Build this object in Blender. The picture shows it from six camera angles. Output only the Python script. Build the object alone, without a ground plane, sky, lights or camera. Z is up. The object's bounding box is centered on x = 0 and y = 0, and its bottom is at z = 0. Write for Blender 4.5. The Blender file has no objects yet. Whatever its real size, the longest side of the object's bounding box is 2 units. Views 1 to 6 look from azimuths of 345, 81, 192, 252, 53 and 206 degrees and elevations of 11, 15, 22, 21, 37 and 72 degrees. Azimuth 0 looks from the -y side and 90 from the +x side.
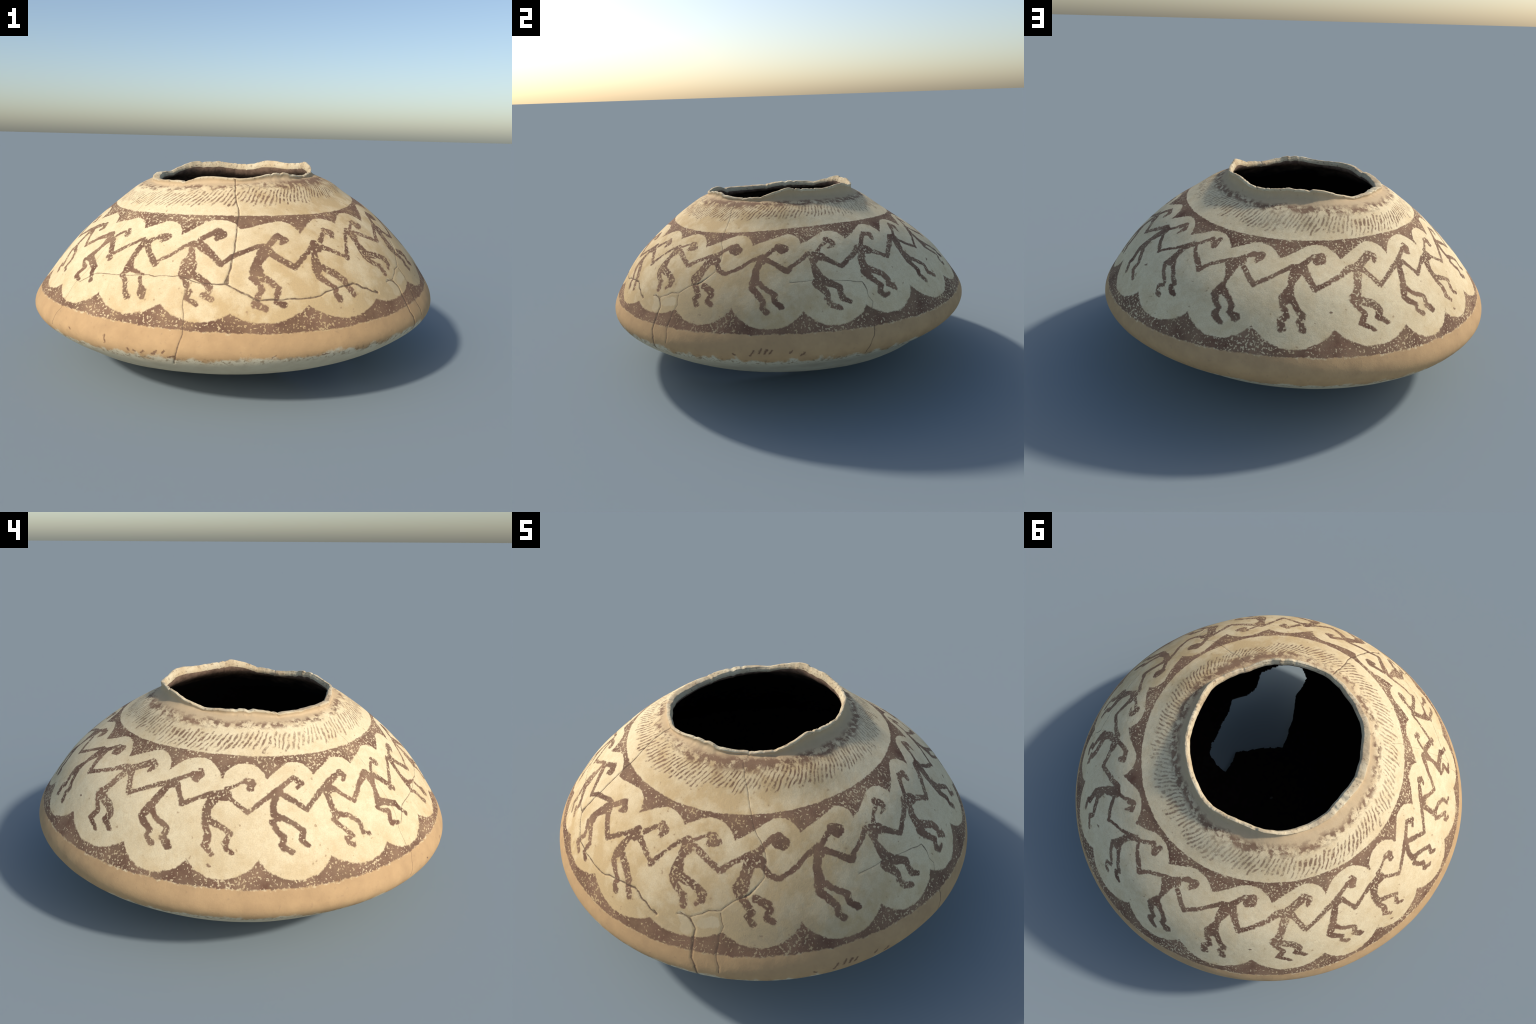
import bpy, math
import numpy as np
from mathutils import Vector

# ------------------------------------------------------------------ the form
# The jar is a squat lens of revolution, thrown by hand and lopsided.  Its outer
# wall is a distance D from the point (0, 0, CENTRE_Z), seen at elevation phi and
# azimuth theta:  D = mean + c1 cos + s1 sin + c2 cos2 + s2 sin2 + c3 cos3 + s3 sin3
CENTRE_Z = 0.36
PROFILE = [  # phi,  mean,   c1,     s1,     c2,     s2,     c3,     s3
    (-90, 0.345, 0.000, 0.000, 0.000, 0.000, 0.000, 0.000),
    (-75, 0.358, -0.006, 0.008, 0.004, 0.002, -0.002, -0.001),
    (-62, 0.381, -0.010, 0.008, 0.008, 0.003, -0.004, -0.003),
    (-50, 0.430, -0.016, 0.006, 0.012, 0.005, -0.006, -0.005),
    (-40, 0.5086, -0.0217, 0.0033, 0.016, 0.007, -0.0075, -0.0076),
    (-32, 0.5948, -0.0255, 0.0033, 0.018, 0.008, -0.0085, -0.0084),
    (-25, 0.6824, -0.0261, -0.0031, 0.0174, 0.0075, -0.0080, -0.0070),
    (-19, 0.7644, -0.0270, -0.0112, 0.0137, 0.0034, -0.0061, -0.0035),
    (-13, 0.8497, -0.0269, -0.0193, 0.0050, -0.0030, -0.0026, 0.0017),
    (-8, 0.9244, -0.0277, -0.0300, 0.0012, -0.0051, -0.0005, 0.0001),
    (-4, 0.9785, -0.0123, -0.0193, 0.0052, -0.0012, -0.0003, -0.0023),
    (0, 0.9780, 0.0095, 0.0030, 0.0031, 0.0073, -0.0002, -0.0030),
    (4, 0.9425, 0.0179, 0.0063, 0.0001, 0.0101, -0.0020, 0.0004),
    (9, 0.8989, 0.0225, 0.0005, -0.0017, 0.0099, -0.0038, 0.0041),
    (15, 0.8531, 0.0250, -0.0013, -0.0013, 0.0102, -0.0051, 0.0051),
    (22, 0.8027, 0.0219, -0.0041, -0.0012, 0.0062, -0.0027, 0.0036),
    (30, 0.7568, 0.0175, -0.0075, -0.0015, 0.0022, -0.0002, 0.0024),
    (38, 0.7205, 0.0101, -0.0069, -0.0045, -0.0030, 0.0040, 0.0029),
    (46, 0.6906, 0.0057, -0.0065, -0.0058, -0.0064, 0.0066, 0.0037),
    (54, 0.6633, 0.0054, -0.0061, -0.0056, -0.0062, 0.0063, 0.0039),
    (62, 0.6400, 0.0054, -0.0061, -0.0056, -0.0062, 0.0063, 0.0039),
]
# lip of the mouth: radius and height as waves round the jar (mean, then cos/sin pairs)
LIP_R = [0.3928, -0.0392, -0.0193, -0.0050, 0.0035, 0.0020, -0.0021, -0.0019, -0.0007, 0.0005, -0.0029, -0.0007,
         0.0014, -0.0018, 0.0008, -0.0010, -0.0008, -0.0014, -0.0002, 0.0005, 0.0015, 0.0004, -0.0008]
LIP_Z = [0.9255, 0.0287, 0.0153, -0.0041, 0.0008, 0.0080, 0.0025, 0.0048, 0.0022, -0.0009, -0.0016, 0.0036,
         -0.0069, 0.0009, -0.0012, -0.0012, 0.0003, 0.0026, 0.0011, -0.0013, -0.0006, -0.0011, -0.0006]
WALL = 0.026
# broad hollows and swellings left by the potter's hand: azimuth, half width, elevation, half height, depth
SWELLINGS = [(-60, 38, 31, 9, -0.015), (-56, 42, 41, 7, -0.019), (105, 32, 10, 7, 0.014), (118, 24, 18, 7, 0.023),
             (105, 36, 32, 8, -0.012), (112, 34, 40, 6, -0.014), (-12, 20, 8, 6, 0.009), (-150, 22, 8, 5, 0.009),
             (30, 38, -15, 5, 0.013), (150, 18, 2, 5, -0.012), (168, 14, 2, 5, -0.004), (-172, 26, 44, 7, 0.012), (-20, 22, 46, 6, 0.008),
             (-30, 90, -31, 7, -0.012), (30, 70, -30, 9, -0.012), (-60, 60, -14, 4, 0.005), (-130, 25, -2, 5, -0.004), (-140, 40, -22, 7, -0.008)]


def waves(coefs, theta):
    out = np.full_like(theta, coefs[0])
    for k in range(1, (len(coefs) - 1) // 2 + 1):
        out = out + coefs[2 * k - 1] * np.cos(k * theta) + coefs[2 * k] * np.sin(k * theta)
    return out


def spline(xs, ys, x):
    """natural cubic spline through (xs, ys[:, j]) sampled at x (1D)"""
    xs, ys = np.asarray(xs, float), np.asarray(ys, float)
    n, h = len(xs), np.diff(xs)
    A, R = np.eye(n), np.zeros_like(ys)
    for i in range(1, n - 1):
        A[i, i - 1], A[i, i], A[i, i + 1] = h[i - 1], 2 * (h[i - 1] + h[i]), h[i]
        R[i] = 6 * ((ys[i + 1] - ys[i]) / h[i] - (ys[i] - ys[i - 1]) / h[i - 1])
    M = np.linalg.solve(A, R)
    i = np.clip(np.searchsorted(xs, x) - 1, 0, n - 2)
    a, b = ((xs[i + 1] - x) / h[i])[:, None], ((x - xs[i]) / h[i])[:, None]
    hh = (h[i] ** 2)[:, None] / 6
    return a * ys[i] + b * ys[i + 1] + ((a**3 - a) * M[i] + (b**3 - b) * M[i + 1]) * hh


PHI_FINE = np.linspace(-90, 62, 1521)
COEF_FINE = spline([r[0] for r in PROFILE], [r[1:] for r in PROFILE], PHI_FINE)


def wall_distance(theta, phi):
    """D for arrays theta (radians) and phi (degrees)"""
    c = [np.interp(phi, PHI_FINE, COEF_FINE[:, j]) for j in range(7)]
    d = (c[0] + c[1] * np.cos(theta) + c[2] * np.sin(theta) + c[3] * np.cos(2 * theta) + c[4] * np.sin(2 * theta)
         + c[5] * np.cos(3 * theta) + c[6] * np.sin(3 * theta))
    d = d + 0.004 * np.exp(-((phi + 2) / 7) ** 2)
    for at, wide, up, high, depth in SWELLINGS:
        a = (np.degrees(theta) - at + 180) % 360 - 180
        d = d + depth * np.exp(-((a / wide) ** 2) - ((phi - up) / high) ** 2)
    return d


# ------------------------------------------------------------------ small tools
def hash_noise(ix, iy, seed):
    v = np.sin(ix * 127.1 + iy * 311.7 + seed * 74.7) * 43758.5453
    return v - np.floor(v)


def value_noise(x, y, seed, wrap=None):
    """smooth noise in -1..1; x may wrap with an integer period"""
    x0, y0 = np.floor(x), np.floor(y)
    fx, fy = x - x0, y - y0
    fx, fy = fx * fx * (3 - 2 * fx), fy * fy * (3 - 2 * fy)
    x1 = x0 + 1
    if wrap:
        x0, x1 = x0 % wrap, x1 % wrap
    a, b = hash_noise(x0, y0, seed), hash_noise(x1, y0, seed)
    c, d = hash_noise(x0, y0 + 1, seed), hash_noise(x1, y0 + 1, seed)
    return 2 * (a + (b - a) * fx + (c - a) * fy + (a - b - c + d) * fx * fy) - 1


def smooth(e0, e1, x):
    t = np.clip((x - e0) / (e1 - e0), 0, 1)
    return t * t * (3 - 2 * t)
BASE_EDGE_PHI = -9

# ------------------------------------------------------------------ the painted frieze
# Paint is laid out on the wall in degrees: (azimuth theta, height Y = 1.2 x elevation),
# which is close to true to angle on this form.
SECTORS = 96
Y_PER_PHI = 1.2
RING = [41.97, 2.53, 1.81, 0.76, 0.05, 0.52, 0.38]        # upper edge of the frieze, as waves round the jar
GROUND_LINE = [2.45, 1.47, 1.24, 0.11, 0.19, 0.39, -0.45]  # lower edge of the frieze
FOOT_LINE = [-5.7, 1.7, 0.0]                               # where the tan belly ends above the bare foot
HATCH = [51.9, 5.6, 0.4]                                   # middle of the hatched girdle under the neck
SMUDGE_LINE = [58.7, 4.4, 0.5]                             # where the brush was wiped at the foot of the neck
# arcade over the heads: tips hanging between the hoods, and the crown of each hood
HOOD_TIPS = [(14.9, 36.6), (34.6, 36.5), (54.6, 35.5), (75.5, 35.6), (95.9, 34.6), (118.4, 33.9), (138.0, 32.6), (157.6, 31.8), (171.8, 31.0),
             (188.0, 30.8), (204.8, 31.3), (222.9, 31.0), (238.8, 29.9), (260.2, 33.6), (278.8, 30.8), (296.6, 34.4), (315.2, 33.4), (335.8, 35.9), (355.4, 36.1)]
HOOD_CROWNS = [(8.3, 42.3), (28.7, 43.3), (46.0, 42.3), (66.6, 41.2), (85.9, 40.0), (108.8, 40.4), (130.9, 39.9), (147.9, 39.2), (164.6, 37.4),
               (181.8, 36.8), (199.0, 35.9), (216.9, 35.8), (232.7, 35.6), (251.0, 37.4), (272.2, 36.9), (289.9, 37.6), (306.1, 39.2), (329.0, 41.1), (350.4, 41.8)]
# scallops under the feet: peaks standing between them, and the lowest point of each bowl
SCALLOP_PEAKS = [(12.3, 10.7), (30.3, 13.6), (50.9, 10.9), (71.2, 11.5), (89.7, 11.4), (111.4, 10.7), (133.0, 8.7), (150.4, 7.0), (167.7, 7.5),
                 (185.4, 6.8), (202.5, 5.8), (219.9, 7.4), (238.8, 7.1), (256.0, 5.6), (275.0, 7.4), (295.7, 6.4), (314.4, 8.3), (333.3, 11.3), (353.9, 10.7)]
SCALLOP_LOWS = [(3.2, 6.0), (20.0, 7.1), (40.4, 6.6), (62.6, 6.9), (81.4, 7.0), (100.3, 5.8), (121.8, 5.2), (143.3, 3.0), (159.4, 2.9),
                (176.2, 2.2), (193.4, 3.2), (211.9, 2.6), (230.0, 3.4), (248.7, 3.2), (265.5, 3.2), (285.4, 3.0), (306.5, 5.2), (325.3, 5.3), (343.8, 5.5)]
# nineteen dancers holding hands: brush strokes through (theta, Y, half width), measured from each dancer's chest
FIGURES = [
    dict(at=(358.0, 31.3),
         head=[[(8.6, 6.1, 1.28), (10.4, 4.3, 1.25), (9.8, 2.7, 0.75), (8.0, 1.9, 0.33)]],
         neck=[[(3.1, 0.4, 0.77), (4.3, 2.1, 0.56), (5.7, 3.8, 0.57), (7.4, 4.8, 0.83)]],
         chest=[[(0.0, 0.0, 1.15), (4.1, -1.5, 1.64)]],
         arm=[[(-0.1, 0.3, 0.96), (-4.0, -2.9, 0.67), (-6.5, -4.8, 0.65), (-8.2, -6.7, 1.04)]],
         hand=[[(3.3, -1.4, 1.46), (6.4, -3.1, 0.86), (10.5, -6.3, 0.75)]],
         torso=[[(1.7, -1.5, 1.88), (0.9, -4.6, 0.78), (1.6, -8.2, 1.27), (2.2, -10.9, 1.24)]],
         leg=[[(1.1, -11.9, 1.49), (3.2, -15.0, 0.90), (3.6, -15.9, 0.71), (3.1, -17.4, 0.75), (4.1, -19.3, 0.85), (6.5, -20.3, 0.68)], [(3.0, -10.8, 1.39), (7.7, -13.7, 0.92), (7.5, -16.1, 0.83), (8.0, -17.7, 0.93), (9.8, -18.7, 0.63)]]),
    dict(at=(18.3, 31.1),
         head=[[(7.2, 6.7, 1.05), (9.9, 5.9, 1.21), (9.3, 3.7, 0.92)]],
         neck=[[(1.7, 1.2, 0.94), (3.1, 3.4, 0.73), (5.7, 6.0, 0.94)]],
         chest=[[(0.0, 0.0, 1.84), (3.1, -1.0, 1.82)]],
         arm=[[(-9.9, -6.1, 0.75), (-6.2, -3.7, 0.71), (-1.2, -0.2, 1.06)]],
         hand=[[(3.9, -1.5, 1.06), (7.8, -3.9, 0.73), (9.5, -5.7, 0.79)]],
         torso=[[(0.0, -1.9, 1.11), (-1.8, -5.8, 1.32), (-1.6, -8.5, 1.60)]],
         leg=[[(-2.4, -9.6, 1.44), (-1.1, -12.5, 0.95), (1.0, -15.0, 0.86), (-0.2, -17.2, 0.84), (0.8, -18.6, 0.71), (2.6, -18.2, 0.54)], [(-0.4, -8.7, 1.20), (3.2, -11.3, 0.97), (4.5, -13.7, 0.82), (3.7, -15.2, 0.87), (5.1, -16.2, 1.04), (5.8, -17.3, 0.49)]]),
    dict(at=(38.8, 32.2),
         head=[[(7.0, 4.6, 1.16), (8.6, 6.5, 0.85), (10.3, 4.4, 1.14), (8.9, 1.8, 0.39)]],
         neck=[[(2.3, 1.0, 0.63), (5.0, 2.9, 0.57), (6.1, 4.3, 0.82)]],
         chest=[[(0.0, 0.0, 1.57)]],
         arm=[[(-11.0, -6.8, 0.79), (-5.8, -2.7, 0.86), (-0.4, 1.0, 1.09)]],
         hand=[[(1.6, -1.4, 0.77), (5.3, -4.7, 0.72), (8.5, -7.4, 0.68)]],
         torso=[[(1.2, -0.1, 1.83), (-1.8, -5.7, 1.13), (-1.9, -9.5, 1.71)]],
         leg=[[(-2.8, -10.7, 1.12), (-1.4, -14.8, 0.86), (-2.1, -16.4, 0.78), (-0.4, -19.4, 0.64)], [(0.4, -10.7, 0.85), (3.7, -14.3, 0.75), (3.2, -17.1, 0.73), (5.9, -19.1, 0.66)]]),
    dict(at=(60.2, 32.9),
         head=[[(5.5, 4.1, 1.03), (7.9, 2.1, 1.37), (8.5, 5.1, 0.88)]],
         neck=[[(0.7, 0.6, 0.60), (4.2, 3.3, 0.70)]],
         chest=[[(0.0, 0.0, 1.12)]],
         arm=[[(-12.9, -8.2, 0.55), (-11.5, -7.0, 0.44), (-7.2, -4.4, 0.50), (-4.2, -2.4, 0.73), (-1.1, 0.2, 0.83)]],
         hand=[[(0.8, -0.5, 0.81), (2.5, -2.8, 0.54), (5.5, -5.3, 0.88), (8.1, -8.0, 0.90)]],
         torso=[[(-0.6, 0.2, 0.90), (-3.5, -3.1, 1.15), (-3.9, -6.0, 1.03), (-4.2, -8.5, 1.72)]],
         leg=[[(-5.6, -10.0, 0.91), (-4.6, -12.1, 0.60), (-2.7, -14.0, 0.61), (-1.2, -15.2, 0.54), (-1.0, -16.5, 0.53), (-2.7, -17.1, 0.59), (-1.9, -19.0, 0.75), (-0.6, -19.8, 0.68)], [(-2.7, -9.2, 0.97), (-1.1, -10.8, 0.63), (0.9, -13.1, 0.71), (2.8, -14.8, 0.71), (1.8, -15.8, 0.70), (2.7, -17.1, 0.86), (4.3, -17.8, 0.68)]]),
    dict(at=(77.7, 29.8),
         head=[[(7.8, 4.8, 0.97), (9.9, 4.6, 1.56), (8.9, 2.3, 0.78)]],
         neck=[[(2.6, 1.8, 1.28), (4.7, 3.6, 0.88), (7.0, 5.0, 1.05)]],
         chest=[[(0.0, 0.0, 1.65), (3.6, 1.4, 1.69)]],
         arm=[[(-9.4, -4.8, 0.84), (-6.7, -2.1, 0.60), (-1.8, 0.6, 0.59), (-0.4, 0.9, 0.98)]],
         hand=[[(5.3, -1.0, 0.81), (7.8, -3.8, 0.79), (10.1, -6.4, 0.80)]],
         torso=[[(1.1, -0.4, 2.18), (1.2, -4.0, 1.16), (0.9, -6.4, 0.56), (0.7, -8.0, 0.90), (0.5, -9.6, 1.53)]],
         leg=[[(-0.9, -11.0, 0.98), (0.6, -13.4, 0.84), (2.0, -15.0, 0.66), (1.2, -17.0, 0.91), (2.6, -18.1, 0.79), (3.7, -18.9, 0.57)], [(1.9, -9.9, 0.99), (4.0, -11.7, 0.74), (5.3, -13.7, 0.80), (5.3, -15.6, 0.76), (7.3, -16.8, 1.06)]]),
    dict(at=(99.6, 30.6),
         head=[[(8.0, 4.4, 1.06), (11.2, 4.8, 1.30), (11.1, 2.8, 1.18), (8.7, 2.4, 1.17)]],
         neck=[[(3.4, 1.1, 0.99), (6.7, 3.7, 0.90)]],
         chest=[[(0.0, 0.0, 1.32), (3.6, -0.2, 1.53)]],
         arm=[[(-11.8, -7.2, 0.73), (-10.5, -6.1, 0.62), (-7.5, -4.4, 0.64), (-5.4, -2.8, 0.63), (-1.6, -0.4, 0.76)]],
         hand=[[(4.1, -0.8, 1.30), (5.8, -4.8, 0.99), (7.2, -7.6, 0.85)]],
         torso=[[(1.2, -2.1, 1.87), (-0.1, -5.0, 1.14), (-0.1, -6.3, 0.77), (-0.9, -8.7, 1.43), (-1.2, -10.5, 1.74)]],
         leg=[[(-2.5, -10.3, 0.99), (-2.2, -13.2, 0.87), (-0.9, -15.9, 0.81), (-2.7, -17.3, 0.85), (-2.0, -19.4, 0.98)], [(-0.1, -10.4, 0.98), (1.8, -13.7, 0.78), (3.4, -15.8, 0.92), (2.5, -17.6, 0.90), (3.4, -19.6, 0.88)]]),
    dict(at=(120.8, 29.7),
         head=[[(9.0, 4.8, 1.17), (10.8, 3.2, 1.30), (9.7, 1.2, 0.59)]],
         neck=[[(2.9, 0.8, 1.22), (7.7, 3.7, 1.45)]],
         chest=[[(0.0, 0.0, 1.26), (3.2, -0.6, 1.40)]],
         arm=[[(-14.0, -6.7, 0.79), (-11.2, -5.4, 0.62), (-7.0, -3.4, 0.65), (-2.5, -1.4, 0.75)], [(-4.2, -1.7, 0.74), (-0.9, 0.1, 1.12)]],
         hand=[[(4.0, -1.0, 0.83), (5.8, -4.3, 0.82), (7.7, -7.5, 0.78)]],
         torso=[[(1.6, -1.3, 1.51), (0.2, -4.9, 1.05), (-0.9, -8.0, 1.16), (-2.1, -10.4, 1.76)]],
         leg=[[(-2.3, -12.1, 0.80), (-1.4, -13.8, 0.68), (-0.0, -15.5, 0.73), (-1.1, -17.2, 0.93), (-2.2, -18.0, 0.43), (-0.2, -18.9, 0.67), (1.9, -20.4, 0.48)], [(-1.4, -11.5, 0.81), (2.6, -13.1, 0.75), (4.9, -14.7, 0.86), (3.8, -16.8, 1.07), (5.1, -17.8, 0.61), (6.4, -18.9, 0.67)], [(0.5, -10.8, 0.59), (3.4, -12.2, 0.53), (5.1, -14.1, 0.58)]]),
    dict(at=(140.4, 27.5),
         head=[[(6.9, 4.8, 1.21), (8.8, 4.7, 1.47), (8.3, 3.5, 1.18)], [(10.1, 5.1, 0.54), (9.4, 7.2, 0.35), (8.3, 7.0, 0.31)]],
         neck=[[(-0.3, 0.8, 1.02), (3.0, 3.1, 0.73), (6.0, 4.7, 0.67)]],
         chest=[[(0.0, 0.0, 1.14), (2.8, 0.7, 0.83)]],
         arm=[[(-11.8, -5.3, 0.76), (-9.3, -3.5, 0.63), (-2.2, 0.2, 0.79)]],
         hand=[[(3.1, -0.1, 0.78), (4.6, -3.1, 0.62), (5.9, -5.3, 0.83)]],
         torso=[[(-0.8, -1.3, 1.05), (-2.2, -5.0, 1.11), (-3.6, -8.1, 1.30), (-4.2, -9.7, 1.22)]],
         leg=[[(-4.9, -10.8, 0.82), (-3.5, -12.6, 0.95), (-1.1, -14.2, 0.63), (-1.8, -15.7, 0.54), (-0.0, -17.5, 0.81)], [(-2.2, -8.5, 0.78), (-0.8, -10.4, 0.77), (1.5, -11.7, 0.75), (3.4, -13.0, 0.65), (2.9, -15.5, 0.94), (4.7, -17.7, 0.88)]]),
    dict(at=(154.6, 25.4),
         head=[[(10.7, 5.2, 1.03), (12.2, 4.6, 1.28), (11.8, 2.6, 1.11)]],
         neck=[[(4.4, 2.3, 0.62), (8.1, 4.2, 0.44)]],
         chest=[[(0.0, 0.0, 1.38), (4.1, 0.5, 1.68)]],
         arm=[[(-8.3, -3.1, 0.75), (-6.8, -2.4, 0.70), (-3.8, -0.8, 0.62), (-0.6, 0.5, 0.90)]],
         hand=[[(5.3, -0.3, 0.59), (9.3, -3.8, 0.59), (10.8, -5.0, 0.66)]],
         torso=[[(0.6, -1.3, 1.53), (-0.9, -3.9, 1.04), (-0.7, -6.7, 1.20)]],
         leg=[[(-0.9, -8.6, 0.80), (0.4, -11.1, 0.82), (0.2, -13.1, 0.96), (-0.4, -14.2, 0.75), (1.6, -16.5, 0.66)], [(0.9, -7.8, 1.02), (4.7, -9.8, 0.63), (6.0, -11.1, 0.72), (4.9, -13.5, 0.80), (5.3, -15.1, 0.59), (6.8, -16.2, 0.47)]]),
    dict(at=(174.9, 26.4),
         head=[[(6.0, 4.4, 0.85), (8.1, 2.0, 0.82), (6.3, 0.6, 0.50)]],
         neck=[[(1.0, 1.5, 0.81), (4.5, 3.7, 0.78)]],
         chest=[[(0.0, 0.0, 1.46)]],
         arm=[[(-9.7, -6.0, 0.61), (-5.2, -2.8, 0.58), (-1.3, -0.2, 0.91)]],
         hand=[[(1.5, -1.3, 0.90), (5.0, -4.2, 0.69), (7.1, -6.5, 0.67)]],
         torso=[[(-1.3, -1.7, 0.95), (-2.3, -4.5, 0.82), (-2.3, -7.1, 0.88), (-1.3, -7.9, 1.09)]],
         leg=[[(-3.2, -9.1, 0.69), (-2.2, -11.4, 0.73), (-0.5, -13.5, 0.71), (-1.2, -15.4, 0.79), (-0.7, -16.4, 0.71), (0.9, -17.4, 0.68)], [(0.0, -8.1, 0.81), (3.1, -10.6, 0.65), (4.8, -12.6, 0.74), (3.9, -14.5, 0.81), (5.2, -16.3, 0.50)]]),
    dict(at=(189.8, 25.6),
         head=[[(8.6, 4.0, 1.07), (9.6, 2.5, 0.86), (8.2, 0.9, 0.51)]],
         neck=[[(1.3, 0.9, 1.07), (6.4, 3.3, 0.86)]],
         chest=[[(0.0, 0.0, 1.05), (3.4, -1.0, 1.05)]],
         arm=[[(-7.9, -5.7, 0.62), (-5.6, -4.0, 0.58), (-1.4, -0.6, 0.80)]],
         hand=[[(3.7, -1.1, 0.80), (4.9, -2.9, 0.51), (8.3, -6.2, 0.70)]],
         torso=[[(0.4, -1.5, 0.97), (0.4, -4.2, 0.77), (0.1, -6.9, 0.81), (0.6, -8.9, 1.21)]],
         leg=[[(-0.6, -9.9, 0.67), (0.6, -12.0, 0.64), (2.6, -14.4, 0.57), (3.3, -15.5, 0.51), (1.2, -15.6, 0.61), (1.3, -16.9, 0.60), (2.7, -17.7, 0.55)], [(1.4, -8.9, 0.83), (4.1, -9.5, 0.66), (5.9, -11.4, 0.65), (6.8, -12.3, 0.59), (6.7, -15.1, 0.52)], [(6.3, -15.3, 0.44), (8.5, -16.0, 0.50)]]),
    dict(at=(208.6, 26.2),
         head=[[(7.6, 3.1, 1.06), (8.3, 1.8, 1.26)]],
         neck=[[(3.2, -0.1, 0.60), (5.3, 2.2, 0.58)]],
         chest=[[(0.0, 0.0, 1.46), (1.0, -2.2, 1.42)]],
         arm=[[(-10.3, -6.6, 0.70), (-5.5, -2.6, 0.69), (-0.1, 0.4, 1.20)]],
         hand=[[(3.5, -2.1, 1.05), (6.2, -5.6, 0.91), (8.1, -8.5, 0.74)]],
         torso=[[(0.6, -2.7, 1.41), (-0.3, -5.4, 0.77), (-1.3, -7.9, 0.96), (-1.9, -9.9, 1.34)]],
         leg=[[(-3.7, -11.1, 0.59), (-2.8, -12.2, 0.51), (-0.3, -13.2, 0.70), (-1.3, -15.1, 0.71), (-1.7, -16.4, 0.75), (0.8, -17.1, 0.54)], [(-0.5, -10.1, 1.11), (4.2, -12.5, 0.83), (4.6, -14.2, 0.70), (6.0, -16.3, 0.56)]]),
    dict(at=(226.4, 26.0),
         head=[[(5.1, 2.6, 1.13), (7.6, 2.7, 1.45), (6.3, 0.7, 0.51)]],
         neck=[[(2.1, 0.9, 0.72), (4.1, 2.1, 0.69)]],
         chest=[[(0.0, 0.0, 1.04), (2.1, 0.3, 0.78)]],
         arm=[[(-11.5, -7.6, 0.62), (-6.3, -3.2, 0.64), (-0.9, 0.9, 0.69)]],
         hand=[[(1.8, -1.4, 1.04), (5.1, -5.3, 0.85), (7.3, -7.8, 0.85)]],
         torso=[[(0.2, -0.3, 1.17), (-0.8, -3.6, 0.89), (-1.2, -6.7, 0.86), (-0.7, -10.0, 1.54)]],
         leg=[[(-1.8, -12.3, 0.72), (0.6, -14.4, 0.66), (1.0, -15.8, 0.52), (1.3, -16.9, 0.54), (2.9, -18.2, 0.81)], [(1.7, -10.8, 0.67), (5.2, -11.4, 0.24)], [(4.5, -12.6, 0.54), (5.5, -14.6, 0.50), (6.4, -16.4, 1.22), (7.2, -17.8, 0.60)]]),
    dict(at=(243.9, 26.4),
         head=[[(7.0, 5.2, 1.73), (8.6, 4.6, 1.45), (7.0, 2.4, 0.76)]],
         neck=[[(1.7, 2.0, 0.83), (4.9, 4.5, 0.99)]],
         chest=[[(0.0, 0.0, 1.18), (2.0, 0.4, 1.18)]],
         arm=[[(-10.2, -8.2, 0.74), (-9.2, -6.7, 0.49), (-5.5, -3.7, 0.54), (-2.2, -0.5, 0.64), (-0.1, 0.5, 0.94)]],
         hand=[[(2.7, -0.5, 1.41), (6.3, -3.5, 0.95), (9.1, -6.7, 0.88)]],
         torso=[[(-0.4, -0.6, 0.80), (0.1, -3.9, 0.96), (0.1, -7.2, 2.12), (-0.1, -10.1, 2.03)]],
         leg=[[(-0.3, -11.6, 0.73), (0.8, -13.8, 0.73), (1.9, -15.6, 0.62), (1.2, -17.2, 0.51), (4.0, -18.9, 0.57)], [(1.6, -10.2, 1.12), (5.2, -12.1, 0.77), (6.6, -13.9, 0.90), (6.6, -15.5, 0.61), (5.1, -16.2, 0.59), (7.3, -17.2, 0.77)]]),
    dict(at=(266.4, 24.5),
         head=[[(4.3, 5.7, 1.11), (6.6, 4.1, 0.95), (4.7, 2.6, 0.62)]],
         neck=[[(0.2, 1.5, 0.91), (3.7, 5.6, 0.93)]],
         chest=[[(0.0, 0.0, 1.71)]],
         arm=[[(-13.4, -4.8, 0.77), (-11.0, -2.6, 0.68)], [(-8.1, -0.8, 0.66), (-3.7, 1.2, 0.74), (-0.7, 1.8, 0.91)]],
         hand=[[(1.3, -1.2, 1.07), (4.5, -4.1, 0.80), (7.1, -6.0, 0.87)]],
         torso=[[(-1.3, -0.9, 1.63), (-3.4, -4.1, 1.16), (-3.7, -7.2, 1.80)]],
         leg=[[(-5.0, -8.9, 0.88), (-3.0, -11.3, 0.70), (-2.7, -12.9, 0.79), (-3.7, -14.4, 0.68), (-4.5, -16.6, 0.80), (-2.0, -17.7, 0.77)], [(-2.5, -8.7, 1.19), (0.1, -10.4, 0.83), (1.5, -12.1, 0.82), (0.9, -14.1, 0.60), (0.4, -16.0, 0.43), (2.5, -16.7, 0.81)]]),
    dict(at=(282.3, 26.5),
         head=[[(7.0, 5.0, 1.32), (8.8, 3.9, 1.31), (8.2, 2.0, 0.66)]],
         neck=[[(2.6, 0.8, 0.83), (4.9, 3.3, 0.74)]],
         chest=[[(0.0, 0.0, 1.32), (0.0, -1.9, 1.40)]],
         arm=[[(-8.9, -8.0, 0.81), (-5.2, -4.5, 0.69), (-2.3, -2.0, 0.66), (-0.3, -0.6, 1.06)]],
         hand=[[(2.3, -1.5, 0.93), (5.7, -3.6, 0.75), (9.2, -6.1, 0.71)]],
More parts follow.
